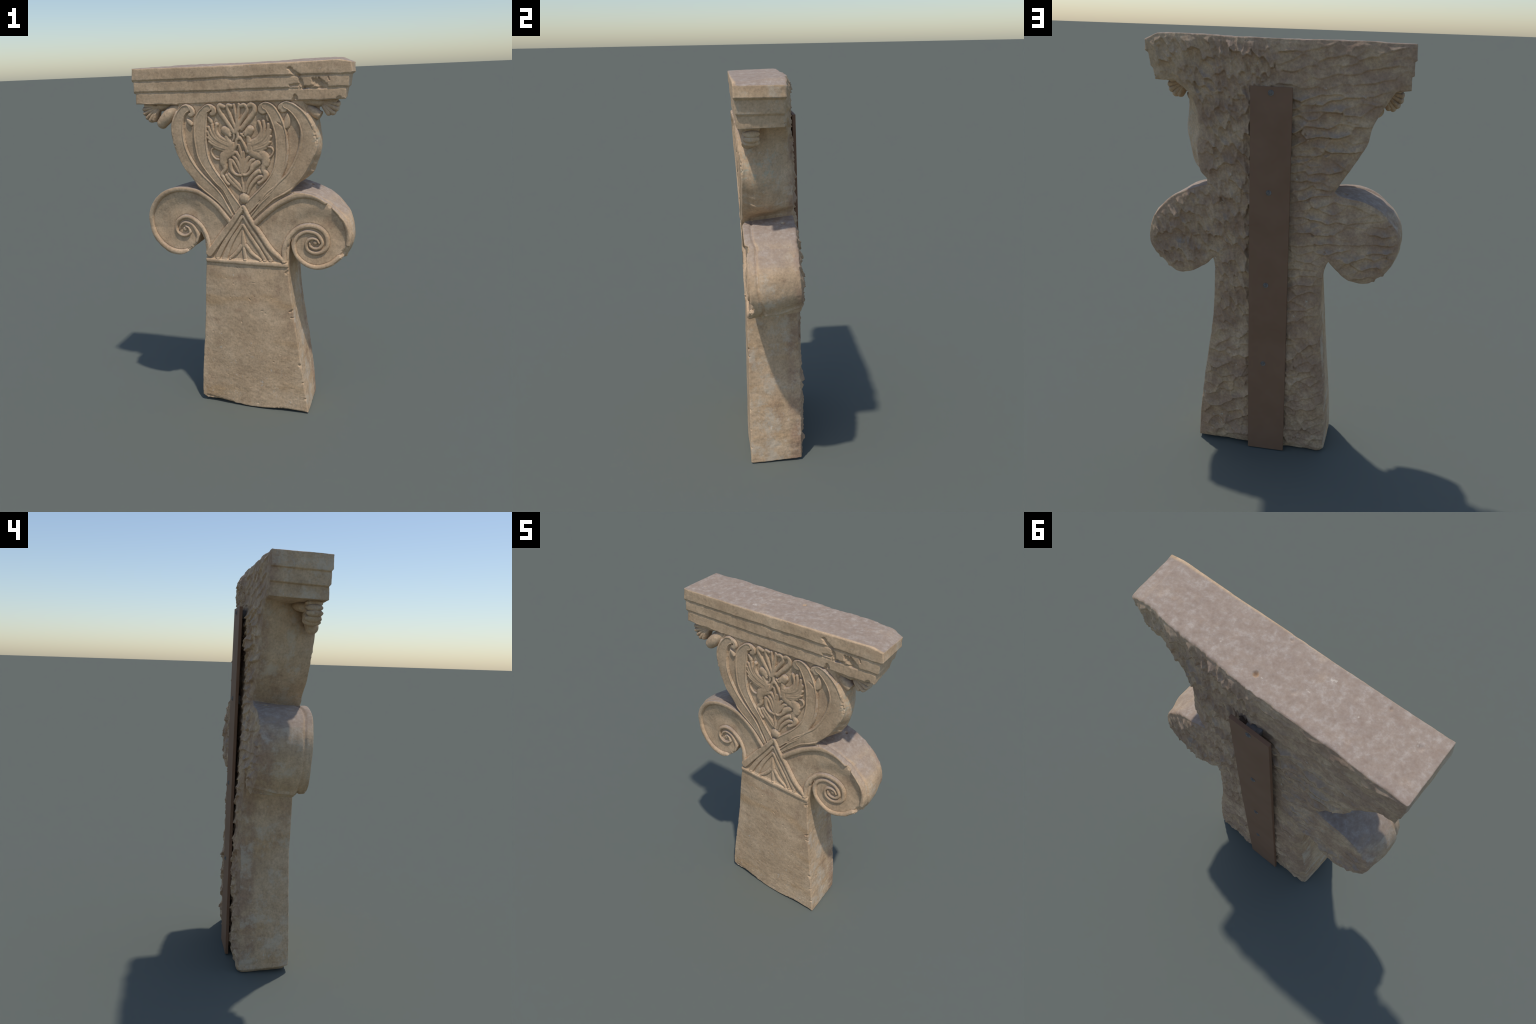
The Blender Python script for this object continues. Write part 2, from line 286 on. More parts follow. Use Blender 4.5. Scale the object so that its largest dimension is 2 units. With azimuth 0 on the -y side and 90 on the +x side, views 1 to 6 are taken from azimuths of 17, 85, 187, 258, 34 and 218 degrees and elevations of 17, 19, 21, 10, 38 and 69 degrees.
# gouges, chips and breaks: spine, width, depth
CUTS = [
    ([(.284, 1.952), (.300, 1.936), (.322, 1.921), (.340, 1.918)], [.010, .015, .013, .006], .0085),
    ([(.333, 1.912), (.340, 1.890), (.346, 1.868), (.358, 1.855)], [.008, .012, .013, .010], .0085),
    ([(.286, 1.868), (.312, 1.869), (.332, 1.866)], [.008, .013, .010], .0075),
    ([(.360, 1.858), (.390, 1.860), (.402, 1.864)], [.008, .010, .006], .006),
    ([(.404, 1.893), (.424, 1.880), (.448, 1.866), (.470, 1.862)], [.012, .024, .022, .010], .0080),
    ([(.432, 1.900), (.452, 1.880), (.468, 1.868)], [.006, .010, .006], .0055),
    ([(.478, 1.906), (.484, 1.890)], [.004, .006], .005),
    ([(.300, 1.800), (.309, 1.818), (.318, 1.802)], [.010, .012, .008], .012),
    ([(.520, 1.800), (.535, 1.805)], [.009, .010], .006),
    ([(.400, 1.690), (.415, 1.640), (.424, 1.590), (.420, 1.545)], [.010, .020, .018, .008], .010),
    ([(.455, 1.290), (.480, 1.262), (.510, 1.235)], [.012, .020, .010], .008),
    ([(.586, 1.020), (.556, 1.000), (.540, .985)], [.020, .018, .012], .010),
    ([(-.300, 1.000), (-.320, .976), (-.345, .952)], [.016, .020, .014], .010),
    ([(-.384, 1.590), (-.371, 1.575)], [.008, .009], .008),
    ([(.262, .645), (.250, .638)], [.010, .009], .007), ([(.268, .600), (.255, .604)], [.006, .006], .006),
    ([(.320, .300), (.300, .308)], [.012, .014], .006), ([(.336, .190), (.318, .196)], [.007, .010], .006),
    ([(.345, .085), (.330, .092)], [.010, .008], .006), ([(.246, .880), (.232, .868)], [.008, .012], .006),
    ([(.02, .800), (.05, .797)], [.0022, .002], .0022), ([(-.06, .885), (-.052, .878)], [.004, .004], .004),
    ([(-.045, .886), (-.040, .882)], [.003, .003], .003), ([(.010, .700), (.018, .690)], [.005, .004], .003),
    ([(-.29, .03), (-.20, .022), (-.12, .012)], [.012, .006, .010], .006), ([(.10, .004), (.19, .010), (.25, .006)], [.006, .014, .008], .007),
    ([(.120, 1.985), (.175, 1.982)], [.005, .006], .005), ([(-.42, 1.986), (-.40, 1.984)], [.008, .008], .004),
    ([(.212, 1.690), (.236, 1.672)], [.004, .006], .005), ([(.225, 1.752), (.232, 1.742)], [.004, .005], .004),
]

def reference(x, z):
    """Smooth reference depth of the front (distance toward -y)."""
    base = np.interp(z, [0, .6, .93, 1.1, 1.3, 1.55, 1.70, 1.79], [.130, .125, .127, .127, .136, .141, .147, .154])
    tilt = np.interp(z, [0, .93, 1.1, 1.3, 1.6], [.030, .036, .044, .030, .0])
    tilt = np.where(x > 0, tilt * (1 - .75 * smooth(.85, 1.0, z)), tilt)
    belly = -.004 * smooth(.40, .56, x) * smooth(.88, .95, z) * (1 - smooth(1.35, 1.42, z)) \
        - .008 * smooth(-.46, -.58, x) * smooth(.88, .95, z) * (1 - smooth(1.35, 1.42, z)) \
        - .010 * smooth(-.10, -.27, x) * (1 - smooth(.60, .85, z))
    belly = belly + .009 * np.exp(-((x - .07) / .16) ** 2) * (1 - smooth(.62, .90, z))
    return base + tilt * x + belly

def seg_distance(px, pz, q):
    best = np.full(px.shape, 1e9)
    bw = np.ones(px.shape)
    if len(q) == 1:
        return np.hypot(px - q[0, 0], pz - q[0, 1]) / q[0, 2], np.full(px.shape, q[0, 2])
    for a, b in zip(q[:-1], q[1:]):
        dx, dz = b[0] - a[0], b[1] - a[1]
        L = dx * dx + dz * dz + 1e-12
        t = np.clip(((px - a[0]) * dx + (pz - a[1]) * dz) / L, 0, 1)
        w = a[2] + (b[2] - a[2]) * t
        u = np.hypot(px - a[0] - t * dx, pz - a[1] - t * dz) / np.maximum(w, 1e-4)
        m = u < best
        best = np.where(m, u, best)
        bw = np.where(m, w, bw)
    return best, bw

def profile(u, w, kind):
    u = np.clip(u, 0, 1)
    if kind == 'roll':
        return np.sqrt(np.maximum(1 - u ** 2.4, 0))
    if kind == 'ribbon':
        return (1 - smooth(.78, 1.0, u)) * (.92 + .08 * u)
    if kind == 'petal':
        edge = np.sqrt(np.maximum(1 - np.clip((u - .80) / .20, 0, 1) ** 2, 0))
        return edge * (.80 + .20 * smooth(.62, .80, u)) - .10 * np.exp(-((u - .66) / .06) ** 2)
    if kind == 'hook':
        edge = np.sqrt(np.maximum(1 - np.clip((u - .55) / .45, 0, 1) ** 2, 0))
        return edge * .80
    return 1 - u * u

def region_front(x, z):
    """Which body part a point of the front belongs to."""
    r = np.full(x.shape, 'bell', dtype=object)
    xb = np.interp(z, [.90, 1.05, 1.15, 1.30, 1.37], [.238, .232, .075, .235, .30])
    r[(z < 1.37) & (z > .90) & (x < -xb)] = 'volute'
    r[(z < 1.37) & (z > .88) & (x > xb)] = 'volute.001'
    r[(z < .935)] = np.where((np.abs(x[z < .935]) > .262) & (z[z < .935] > .88), r[z < .935], 'shaft')
    tri = (z >= .935) & (z < 1.25) & (np.abs(x - .002) < .225 * (1.25 - z) / .31)
    r[tri] = 'triangular_panel'
    r[z > 1.794] = 'abacus'
    return r

def front(x, z):
    """Height of the carved front (toward -y) and the part under every point."""
    ref = reference(x, z)
    lab = region_front(x, z)
    # abacus: three fasciae, each a small step back from the one above
    wob = .0026 * vnoise(x * 11, x * 0 + .5, 31) + .0016 * vnoise(x * 37, x * 0 + .5, 32)
    lean = .009 * np.interp(x, [-.58, .58], [-1, 1])
    z1, z2, z3 = 1.9185 + wob, 1.857 - .6 * wob + .0015 * np.sin(9 * x), 1.7965 + .7 * wob
    fas = .1680 + lean + .0025 * smooth(1.80, 1.97, z)
    fas -= .0048 * (1 - smooth(z1 - .0030, z1 + .0055, z))
    fas -= .0048 * (1 - smooth(z2 - .0030, z2 + .0055, z))
    fas += .0016 * fbm(x * 30, z * 30, 35, 3) * np.minimum(1, np.exp(-((z - z1) / .012) ** 2) + np.exp(-((z - z2) / .012) ** 2))
    for zz in (z1, z2):
        fas -= .0020 * np.exp(-((z - zz + .003) / .005) ** 2)
    up = smooth(z3 - .003, z3 + .004, z)
    # recesses: bell background, volute channel, triangle ground
    rec = np.zeros(x.shape)
    bell = lab == 'bell'
    rec[bell] = -.004
    vol = (lab == 'volute') | (lab == 'volute.001')
    rec[vol] = -.004
    rec[lab == 'triangular_panel'] = -.004
    cx, cz = np.where(x < 0, -.361, .397), np.where(x < 0, 1.096, 1.047)
    rr = np.hypot(x - cx, z - cz)
    chan = np.exp(-((rr - .135) / .045) ** 2) * smooth(1.02, 1.12, z + .3 * np.abs(x - cx))
    rec = rec - np.where(vol, (.0065 * chan - .0025 * np.exp(-((rr - .19) / .04) ** 2)) * smooth(.20, .28, np.abs(x)), 0)
    rel = np.zeros(x.shape)
    for part, q, h, kind, sink in STROKES:
        m = q[:, 2].max()
        sel = np.nonzero((x > q[:, 0].min() - m) & (x < q[:, 0].max() + m) & (z > q[:, 1].min() - m) & (z < q[:, 1].max() + m))[0]
        if not len(sel):
            continue
        u, w = seg_distance(x[sel], z[sel], q)
        k = u < 1
        sel, u, w = sel[k], u[k], w[k]
        v = h * profile(u, w, kind) * np.minimum(1, w / .006)
        if kind == 'petal':
            v = v * (.55 + .45 * smooth(1.20, 1.36, z[sel]))
        win = v > rel[sel]
        # a shallow quirk round every element keeps it legible
        rel[sel] = np.maximum(rel[sel], v)
        lab[sel[win]] = part
    for part, q, h, kind, sink in STROKES:        # carved quirk just outside each edge
        m = q[:, 2].max() + .006
        sel = np.nonzero((x > q[:, 0].min() - m) & (x < q[:, 0].max() + m) & (z > q[:, 1].min() - m) & (z < q[:, 1].max() + m))[0]
        if not len(sel):
            continue
        u, w = seg_distance(x[sel], z[sel], q)
        d = (u - 1) * w
        rel[sel] -= .0026 * np.exp(-((d - .0006) / .0020) ** 2) * (rel[sel] < .6 * h)
    # petals rise toward the rim of the bell
    H = ref + rec + rel
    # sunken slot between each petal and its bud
    low = H
    H = low * (1 - up) + fas * up
    lab[(up > .5)] = 'abacus'
    for pts, w, dep in CUTS:
        pts = np.asarray(pts)
        ww = np.interp(np.linspace(0, 1, len(pts)), np.linspace(0, 1, len(w)), w)
        q = catmull(np.column_stack([pts, ww]), 4)
        m = ww.max() * 1.3
        sel = np.nonzero((x > q[:, 0].min() - m) & (x < q[:, 0].max() + m) & (z > q[:, 1].min() - m) & (z < q[:, 1].max() + m))[0]
        if not len(sel):
            continue
        u, w2 = seg_distance(x[sel], z[sel], q)
        u = u * (1 + .35 * vnoise(x[sel] * 120, z[sel] * 120, 5))
        H[sel] -= dep * (1 - smooth(.15, 1.0, u)) * (1 + .25 * vnoise(x[sel] * 90, z[sel] * 90, 6))
    # hand-dressed unevenness and grain
    H += .0013 * fbm(x * 9, z * 9, 3, 3) + .0005 * fbm(x * 60, z * 60, 4, 3)
    sh = 1 - smooth(.88, .93, z)
    H += sh * (.0018 * fbm(x * 9, z * 15, 8, 4) * .7 + .0007 * fbm(x * 45, z * 70, 9, 3) * (.35 + .65 * smooth(.55, .15, z)))
    pit = vnoise(x * 48, z * 60, 12)
    H -= sh * .0018 * smooth(.90, .99, pit)
    return H, lab

# ------------------------------------------------------------------ tooled back
BACK_Z = np.array([0, .5, 1.0, 1.5, 1.8, 2.0])
BACK_X = np.array([-.58, -.3, 0, .3, .58])
BACK_Y = np.array([[.148, .148, .146, .136, .132], [.148, .145, .142, .136, .136], [.143, .137, .126, .117, .108],
                   [.106, .103, .110, .096, .080], [.116, .110, .100, .075, .038], [.108, .098, .092, .068, .054]])

def back(x, z, edge=None):
    xi = np.clip(np.interp(x, BACK_X, np.arange(5)), 0, 3.999)
    zi = np.clip(np.interp(z, BACK_Z, np.arange(6)), 0, 4.999)
    ix, iz = xi.astype(int), zi.astype(int)
    fx, fz = xi - ix, zi - iz
    y = (BACK_Y[iz, ix] * (1 - fx) + BACK_Y[iz, ix + 1] * fx) * (1 - fz) + (BACK_Y[iz + 1, ix] * (1 - fx) + BACK_Y[iz + 1, ix + 1] * fx) * fz
    wx, wz = x + .010 * vnoise(x * 15, z * 15, 41), z + .010 * vnoise(x * 15, z * 15, 42)
    # long level furrows on one half, steep adze strokes on the other
    calm = .45 + .75 * smooth(-.5, .5, vnoise(x * 5 + 3, z * 6, 49)) * (1 - .6 * smooth(1.72, 1.85, z) * smooth(.05, -.1, x))
    a = (scallop(wx, wz, 12, 27, .12, 51, .65, .90) * .0150 + scallop(wx, wz, 34, 24, .1, 52, .3, 1.1) * .0070) * calm
    b = scallop(wx, wz, 40, 14, .42, 57, .65, 1.15) * .0165 + scallop(wx, wz, 66, 22, .25, 58, .5, 1.1) * .0075
    c = scallop(wx, wz, 16, 20, .55, 63, .6, 1.15) * .0155 + scallop(wx, wz, 48, 26, .6, 64, .4, 1.1) * .0070
    side = smooth(-.02, .06, x + .03 * vnoise(x * 9, z * 9, 44))
    low = 1 - smooth(.60, .85, z + .1 * vnoise(x * 6, z * 6, 45))
    t = a * (1 - side) + b * side
    t = t * (1 - low) + c * low
    t = t - .0062 + .0065 * fbm(x * 8, z * 8, 46, 3) + .0012 * fbm(x * 55, z * 55, 47, 3)
    t = t + .006 * vnoise(x * 14, z * 3, 48) * smooth(1.90, 1.98, z)
    for px, pz, r, d in [(.42, 1.105, .034, .020), (.40, 1.09, .05, .008), (-.42, 1.86, .05, .006), (.34, 1.90, .05, .012), (-.23, 1.645, .05, .006), (-.20, .22, .035, .008)]:
        t = t - d * np.exp(-(((x - px) ** 2 + (z - pz) ** 2) / r ** 2) ** 1.3)
    if edge is not None:            # blows die out toward the worn arris
        t = t * (.30 + .70 * smooth(0, .040, edge)) - .005 * (1 - smooth(0, .022, edge)) ** 2
    # a quarry-broken corner behind the right end of the abacus
    t = t - .010 * smooth(.40, .50, x) * smooth(1.76, 1.84, z)
    return y + t

# ------------------------------------------------------------------ mesh of the block
def inside(px, pz, P):
    res = np.zeros(px.shape, bool)
    x0, z0 = P[:, 0], P[:, 1]
    x1, z1 = np.roll(x0, -1), np.roll(z0, -1)
    order = np.argsort(pz)
    sz = pz[order]
    for a, b, c, d in zip(x0, z0, x1, z1):
        if b == d:
            continue
        lo, hi = (b, d) if b < d else (d, b)
        i, j = np.searchsorted(sz, lo, 'left'), np.searchsorted(sz, hi, 'left')
        if i == j:
            continue
        k = order[i:j]
        xc = a + (pz[k] - b) * (c - a) / (d - b)
        res[k] ^= px[k] < xc
    return res

def fill(P, cell):
    """Triangulate the inside of loop P: a regular grid with a stitched border.
    Returns points (loop first) and faces."""
    n = len(P)
    xmin, zmin = P.min(0) - cell
    nx = int((P[:, 0].max() - xmin) / cell) + 3
    nz = int((P[:, 1].max() - zmin) / cell) + 3
    gx, gz = xmin + cell * np.arange(nx), zmin + cell * np.arange(nz)
    X, Z = np.meshgrid(gx, gz)
    ins = inside(X.ravel(), Z.ravel(), P).reshape(nz, nx)
    near = np.zeros((nz, nx), bool)
    fine = np.vstack([P + f * (np.roll(P, -1, 0) - P) for f in (0, .25, .5, .75)])
    ci = np.round((fine[:, 0] - xmin) / cell).astype(int)
    cj = np.round((fine[:, 1] - zmin) / cell).astype(int)
    for di in (-1, 0, 1):
        for dj in (-1, 0, 1):
            i, j = np.clip(ci + di, 0, nx - 1), np.clip(cj + dj, 0, nz - 1)
            d = np.hypot(gx[i] - fine[:, 0], gz[j] - fine[:, 1])
            k = d < .75 * cell
            near[j[k], i[k]] = True
    ok = ins & ~near
    quad = ok[:-1, :-1] & ok[1:, :-1] & ok[:-1, 1:] & ok[1:, 1:]
    gid = np.full((nz, nx), -1)
    used = np.zeros((nz, nx), bool)
    used[:-1, :-1] |= quad; used[1:, :-1] |= quad; used[:-1, 1:] |= quad; used[1:, 1:] |= quad
    lone = ok & ~used
    gid[used | lone] = n + np.arange((used | lone).sum())
    pts = np.vstack([P, np.column_stack([X[used | lone], Z[used | lone]])])
    jj, ii = np.nonzero(quad)
    Q = np.column_stack([gid[jj, ii], gid[jj, ii + 1], gid[jj + 1, ii + 1], gid[jj + 1, ii]])
    # border edges of the quad field
    E = np.vstack([Q[:, [0, 1]], Q[:, [1, 2]], Q[:, [2, 3]], Q[:, [3, 0]]])
    S = np.sort(E, 1)
    key = S[:, 0] * (len(pts) + 1) + S[:, 1]
    uq, first, cnt = np.unique(key, return_index=True, return_counts=True)
    be = E[first[cnt == 1]]
    verts = np.unique(np.concatenate([np.arange(n), be.ravel(), gid[lone]]))
    remap = {int(v): k for k, v in enumerate(verts)}
    cv = [Vector((float(a), float(b))) for a, b in pts[verts]]
    ce = [(remap[i], remap[(i + 1) % n]) for i in range(n)] + [(remap[int(a)], remap[int(b)]) for a, b in be]
    ov, oe, of, orig, _, _ = delaunay_2d_cdt(cv, ce, [], 0, 1e-7)
    back_id = []
    extra = []
    for k, o in enumerate(orig):
        if o:
            back_id.append(int(verts[o[0]]))
        else:
            back_id.append(len(pts) + len(extra)); extra.append(tuple(ov[k]))
    if extra:
        pts = np.vstack([pts, np.array(extra)])
    T = np.array([[back_id[v] for v in f] for f in of if len(f) == 3])
    cen = pts[T].mean(1)
    keep = inside(cen[:, 0], cen[:, 1], P)
    ti = np.clip(((cen[:, 0] - xmin) / cell).astype(int), 0, nx - 2)
    tj = np.clip(((cen[:, 1] - zmin) / cell).astype(int), 0, nz - 2)
    keep &= ~quad[tj, ti]
    keep &= (T[:, 0] != T[:, 1]) & (T[:, 1] != T[:, 2]) & (T[:, 0] != T[:, 2])
    return pts, Q, T[keep]

def loop_distance(P, L, reach):
    """Distance of points to a loop, exact only within reach (binned search)."""
    out = np.full(len(P), reach)
    mid = np.vstack([L, (L + np.roll(L, -1, 0)) / 2])
    key = np.floor(P / reach).astype(int)
    lk = np.floor(mid / reach).astype(int)
    pid = key[:, 0] * 10007 + key[:, 1]
    order = np.argsort(pid, kind='stable')
    sp = pid[order]
    for k in np.unique(lk[:, 0] * 10007 + lk[:, 1]):
        src = mid[(lk[:, 0] * 10007 + lk[:, 1]) == k]
        for di in (-1, 0, 1):
            for dj in (-1, 0, 1):
                q = k + di * 10007 + dj
                i, j = np.searchsorted(sp, q, 'left'), np.searchsorted(sp, q, 'right')
                if i == j:
                    continue
                idx = order[i:j]
                d = np.sqrt(((P[idx][:, None] - src[None]) ** 2).sum(2)).min(1)
                out[idx] = np.minimum(out[idx], d)
    return out

def orient(F, V, sign):
    """Make the faces of a sheet look toward sign*y."""
    a, b, c = V[F[:, 0]], V[F[:, 1]], V[F[:, 2]]
    ny = ((b[:, 2] - a[:, 2]) * (c[:, 0] - a[:, 0]) - (b[:, 0] - a[:, 0]) * (c[:, 2] - a[:, 2]))
    flip = ny * sign < 0
    F = F.copy()
    F[flip] = F[flip][:, ::-1]
    return F

PITS = [  # dowel holes and pits in top, volute backs: x, y, z, radius, depth
    (.054, .026, 1.985, .009, .016), (.041, -.150, 1.98, .006, .005), (-.357, -.136, 1.98, .006, .005), (-.502, -.079, 1.98, .010, .005),
    (-.082, .005, 1.985, .010, .004), (.10, -.03, 1.985, .03, .003), (.35, -.05, 1.985, .04, .003), (-.25, .02, 1.985, .03, .002), (.355, .040, 1.345, .008, .012), (-.33, .050, 1.345, .008, .012),
]

def build_block():
    OF, OB = build_outline()
    n = len(OF)
    nF, nB = loop_normals(OF), loop_normals(OB)
    s = np.concatenate([[0], np.cumsum(np.hypot(*np.diff(OF, axis=0).T))])
    # worn, chipped arrises
    rad = .0060 + .0026 * vnoise(s * 9, s * 0, 71) + .0034 * np.maximum(vnoise(s * 34, s * 0, 72), 0)
    radb = .0070 + .0035 * vnoise(s * 11, s * 0, 73) + .0050 * np.maximum(vnoise(s * 30, s * 0, 74), 0)
    F0 = OF - nF * rad[:, None]
    B0 = OB - nB * radb[:, None]
    B0 = B0 + nB * (.004 * vnoise(s * 22, s * 0, 75))[:, None]
    fp, fq, ft = fill(F0, CELL)
    bp, bq, bt = fill(B0, CELL_BACK)
    H, flab = front(fp[:, 0], fp[:, 1])
    Yb = back(bp[:, 0], bp[:, 1], loop_distance(bp, B0, .04))
    FV = np.column_stack([fp[:, 0], -H, fp[:, 1]])
    BV = np.column_stack([bp[:, 0], Yb, bp[:, 1]])
    yf, yb = FV[:n, 1], BV[:n, 1]
    D = yb - yf
    # rings between front loop and back loop
    th = np.linspace(0, math.pi / 2, 5)[1:]
    M = 58
    rings = []
    for k in th:
        rings.append(('f', k))
    for k in range(1, M):
        rings.append(('m', k / M))
    for k in th[::-1][1:]:
        rings.append(('b', k))
    rings.insert(len(th) + M - 1, ('b', math.pi / 2))
    V = [FV, BV]
    base = len(FV) + len(BV)
    ids = [np.arange(n)]
    xm, zm = OF[:, 0], OF[:, 1]
    volute = ((np.abs(xm) > .27) & (zm > .88) & (zm < 1.345)) * 1.0
    volute = np.convolve(np.r_[volute[-6:], volute, volute[:6]], np.ones(13) / 13, 'valid')
    def soft(m, k=15):
        m = m * 1.0
        return np.convolve(np.r_[m[-k:], m, m[:k]], np.ones(2 * k + 1) / (2 * k + 1), 'valid')
    # flanks swell between front and back: right side of the bell, both volutes
    BELLY = .036 * soft((xm > .29) & (zm > 1.395) & (zm < 1.765)) + .019 * soft((xm < -.46) & (zm > .95) & (zm < 1.29)) \
        + .017 * soft((xm > .47) & (zm > .95) & (zm < 1.22)) + .010 * soft((xm < -.25) & (zm > 1.37) & (zm < 1.70)) \
        + .006 * soft((xm < -.2) & (zm < .85) & (zm > .05))
    FOOT = .012 * soft((zm < .03) & (xm < -.1), 8)
    kk = np.arange(-20, 21)
    gw = np.exp(-.5 * (kk / 8.) ** 2); gw /= gw.sum()
    yfs = sum(w * np.roll(yf, -i) for i, w in zip(kk, gw))
    ybs = sum(w * np.roll(yb, -i) for i, w in zip(kk, gw))
    for kind, k in rings:
        if kind == 'f':
            d = rad * (1 - np.cos(k)); inset = rad * (1 - np.sin(k)); t = d / D
        elif kind == 'b':
            d = radb * (1 - np.cos(k)); inset = radb * (1 - np.sin(k)); t = 1 - d / D
        else:
            t = rad / D + (1 - (rad + radb) / D) * k; inset = np.zeros(n)
        t = t[:, None]
        base_p = OF * (1 - t) + OB * t
        nr = nF * (1 - t) + nB * t
        nr = nr / (np.linalg.norm(nr, axis=1, keepdims=True) + 1e-9)
        depth = t[:, 0] * D
        y = yf + depth
        ya = yfs + t[:, 0] * (ybs - yfs)
        mix_ = smooth(.002, .022, depth) * smooth(.002, .022, D - depth)
        y = y * (1 - mix_) + ya * mix_
        fade = smooth(.002, .020, depth) * smooth(.0, .016, D - depth)
        disp = .0026 * fbm(s * 7, y * 9, 81, 3) + .0011 * fbm(s * 42, y * 46, 82, 3)
        shaft = (zm < .86) * 1.0
        disp = disp + shaft * .0014 * fbm(s * 30, y * 18, 83, 3)
        rough = smooth(.35, 1.0, t[:, 0])
        disp = disp + rough * .0020 * fbm(s * 26, y * 26, 84, 3)
        # groove that sets the rim of the volute off from its bolster
        disp = disp - volute * .0075 * np.exp(-((depth - .040 - .006 * vnoise(s * 8, s * 0, 85)) / .0065) ** 2)
        for px, pz, amp in [(-.515, .975, .009), (-.462, .949, .009), (.548, .972, .010), (.500, .928, .009), (-.489, .960, -.006), (.525, .947, -.006)]:
            g = np.exp(-(((xm - px) ** 2 + (zm - pz) ** 2) / .0110 ** 2))
            disp = disp + amp * g * smooth(.045, .060, depth)
        hump = smooth(0, .30, t[:, 0]) * (1 - smooth(.50, .97, t[:, 0]))
        disp = disp + BELLY * hump + FOOT * smooth(0, .12, t[:, 0]) * (1 - smooth(.9, 1, t[:, 0]))
        P3 = np.column_stack([base_p[:, 0], y, base_p[:, 1]])
        for px, py, pz, r, dep in PITS:
            q2 = (P3[:, 0] - px) ** 2 + (P3[:, 1] - py) ** 2 + (.4 * (P3[:, 2] - pz)) ** 2
            disp = disp - dep * np.exp(-(q2 / r ** 2) ** 2)
        # the bell's right flank is knocked about below the abacus
        disp = disp - .008 * ((xm > .3) & (zm > 1.45) & (zm < 1.70)) * np.maximum(fbm(s * 14, y * 14, 86, 3), 0)
        xz = base_p - nr * inset[:, None] + nr * (disp * fade)[:, None]
        V.append(np.column_stack([xz[:, 0], y, xz[:, 1]]))
        ids.append(base + np.arange(n)); base += n
    ids.append(len(FV) + np.arange(n))
    V = np.vstack(V)
    V[:, 2] = np.maximum(V[:, 2], 0.0)
    W = []
    for a, b in zip(ids[:-1], ids[1:]):
        W.append(np.column_stack([a, b, np.roll(b, -1), np.roll(a, -1)]))
    W = np.vstack(W)
    fq, ft = orient(fq, V, -1), orient(ft, V, -1)
    o = len(FV)
    bq, bt = orient(bq + o, V, 1), orient(bt + o, V, 1)
    # wall faces outward (tested on the first ring pair of the top)
    c = V[W].mean(1)
    nn = np.cross(V[W[:, 1]] - V[W[:, 0]], V[W[:, 2]] - V[W[:, 0]])
    i = np.argmax(c[:, 2] + (np.abs(c[:, 0]) > .2) * -9)
    if nn[i, 2] < 0:
        W = W[:, ::-1]
    # part of every face
    def face_labels(Fc):
        L = flab[Fc]
        out = L[:, 0].copy()
        m = (L[:, 1] == L[:, 2])
        out[m] = L[m, 1]
        return out
    lf = np.concatenate([face_labels(fq), face_labels(ft)])
    rest = np.concatenate([c[:, [0, 2]], V[bq].mean(1)[:, [0, 2]], V[bt].mean(1)[:, [0, 2]]])
    lr = region_front(rest[:, 0], rest[:, 1])
    lr[lr == 'triangular_panel'] = 'bell'
    zz = np.concatenate([V[fq].mean(1)[:, 2], V[ft].mean(1)[:, 2], rest[:, 1]])
    lab = np.concatenate([lf, lr])
    nfront = len(lf)
    # fasciae: front and side faces of the abacus
    isab = lab == 'abacus'
    side = np.zeros(len(lab), bool); side[:nfront] = True
    side[nfront:nfront + len(W)] = np.abs(c[:, 0]) > .528
    side &= zz < 1.968
    for nm, lo, hi in [('fascia', 1.9185, 9), ('fascia.001', 1.857, 1.9185), ('fascia.002', 0, 1.857)]:
        lab[isab & side & (zz >= lo) & (zz < hi)] = nm
    return V, (fq, ft, W, bq, bt), lab

# ------------------------------------------------------------------ materials
def nodes(mat):
    mat.use_nodes = True
    nt = mat.node_tree
    nt.nodes.clear()
    def N(t, **kw):
        nd = nt.nodes.new(t)
        for k, v in kw.items():
            if k.startswith('i_'):
                nd.inputs[k[2:].replace('_', ' ')].default_value = v
            else:
                setattr(nd, k, v)
        return nd
    return nt, N

def ramp(N, stops, interp='LINEAR'):
    r = N('ShaderNodeValToRGB')
    r.color_ramp.interpolation = interp
    e = r.color_ramp.elements
    e[0].position, e[0].color = stops[0][0], (*stops[0][1], 1)
    e[1].position, e[1].color = stops[-1][0], (*stops[-1][1], 1)
    for p, c in stops[1:-1]:
        k = e.new(p); k.color = (*c, 1)
    return r

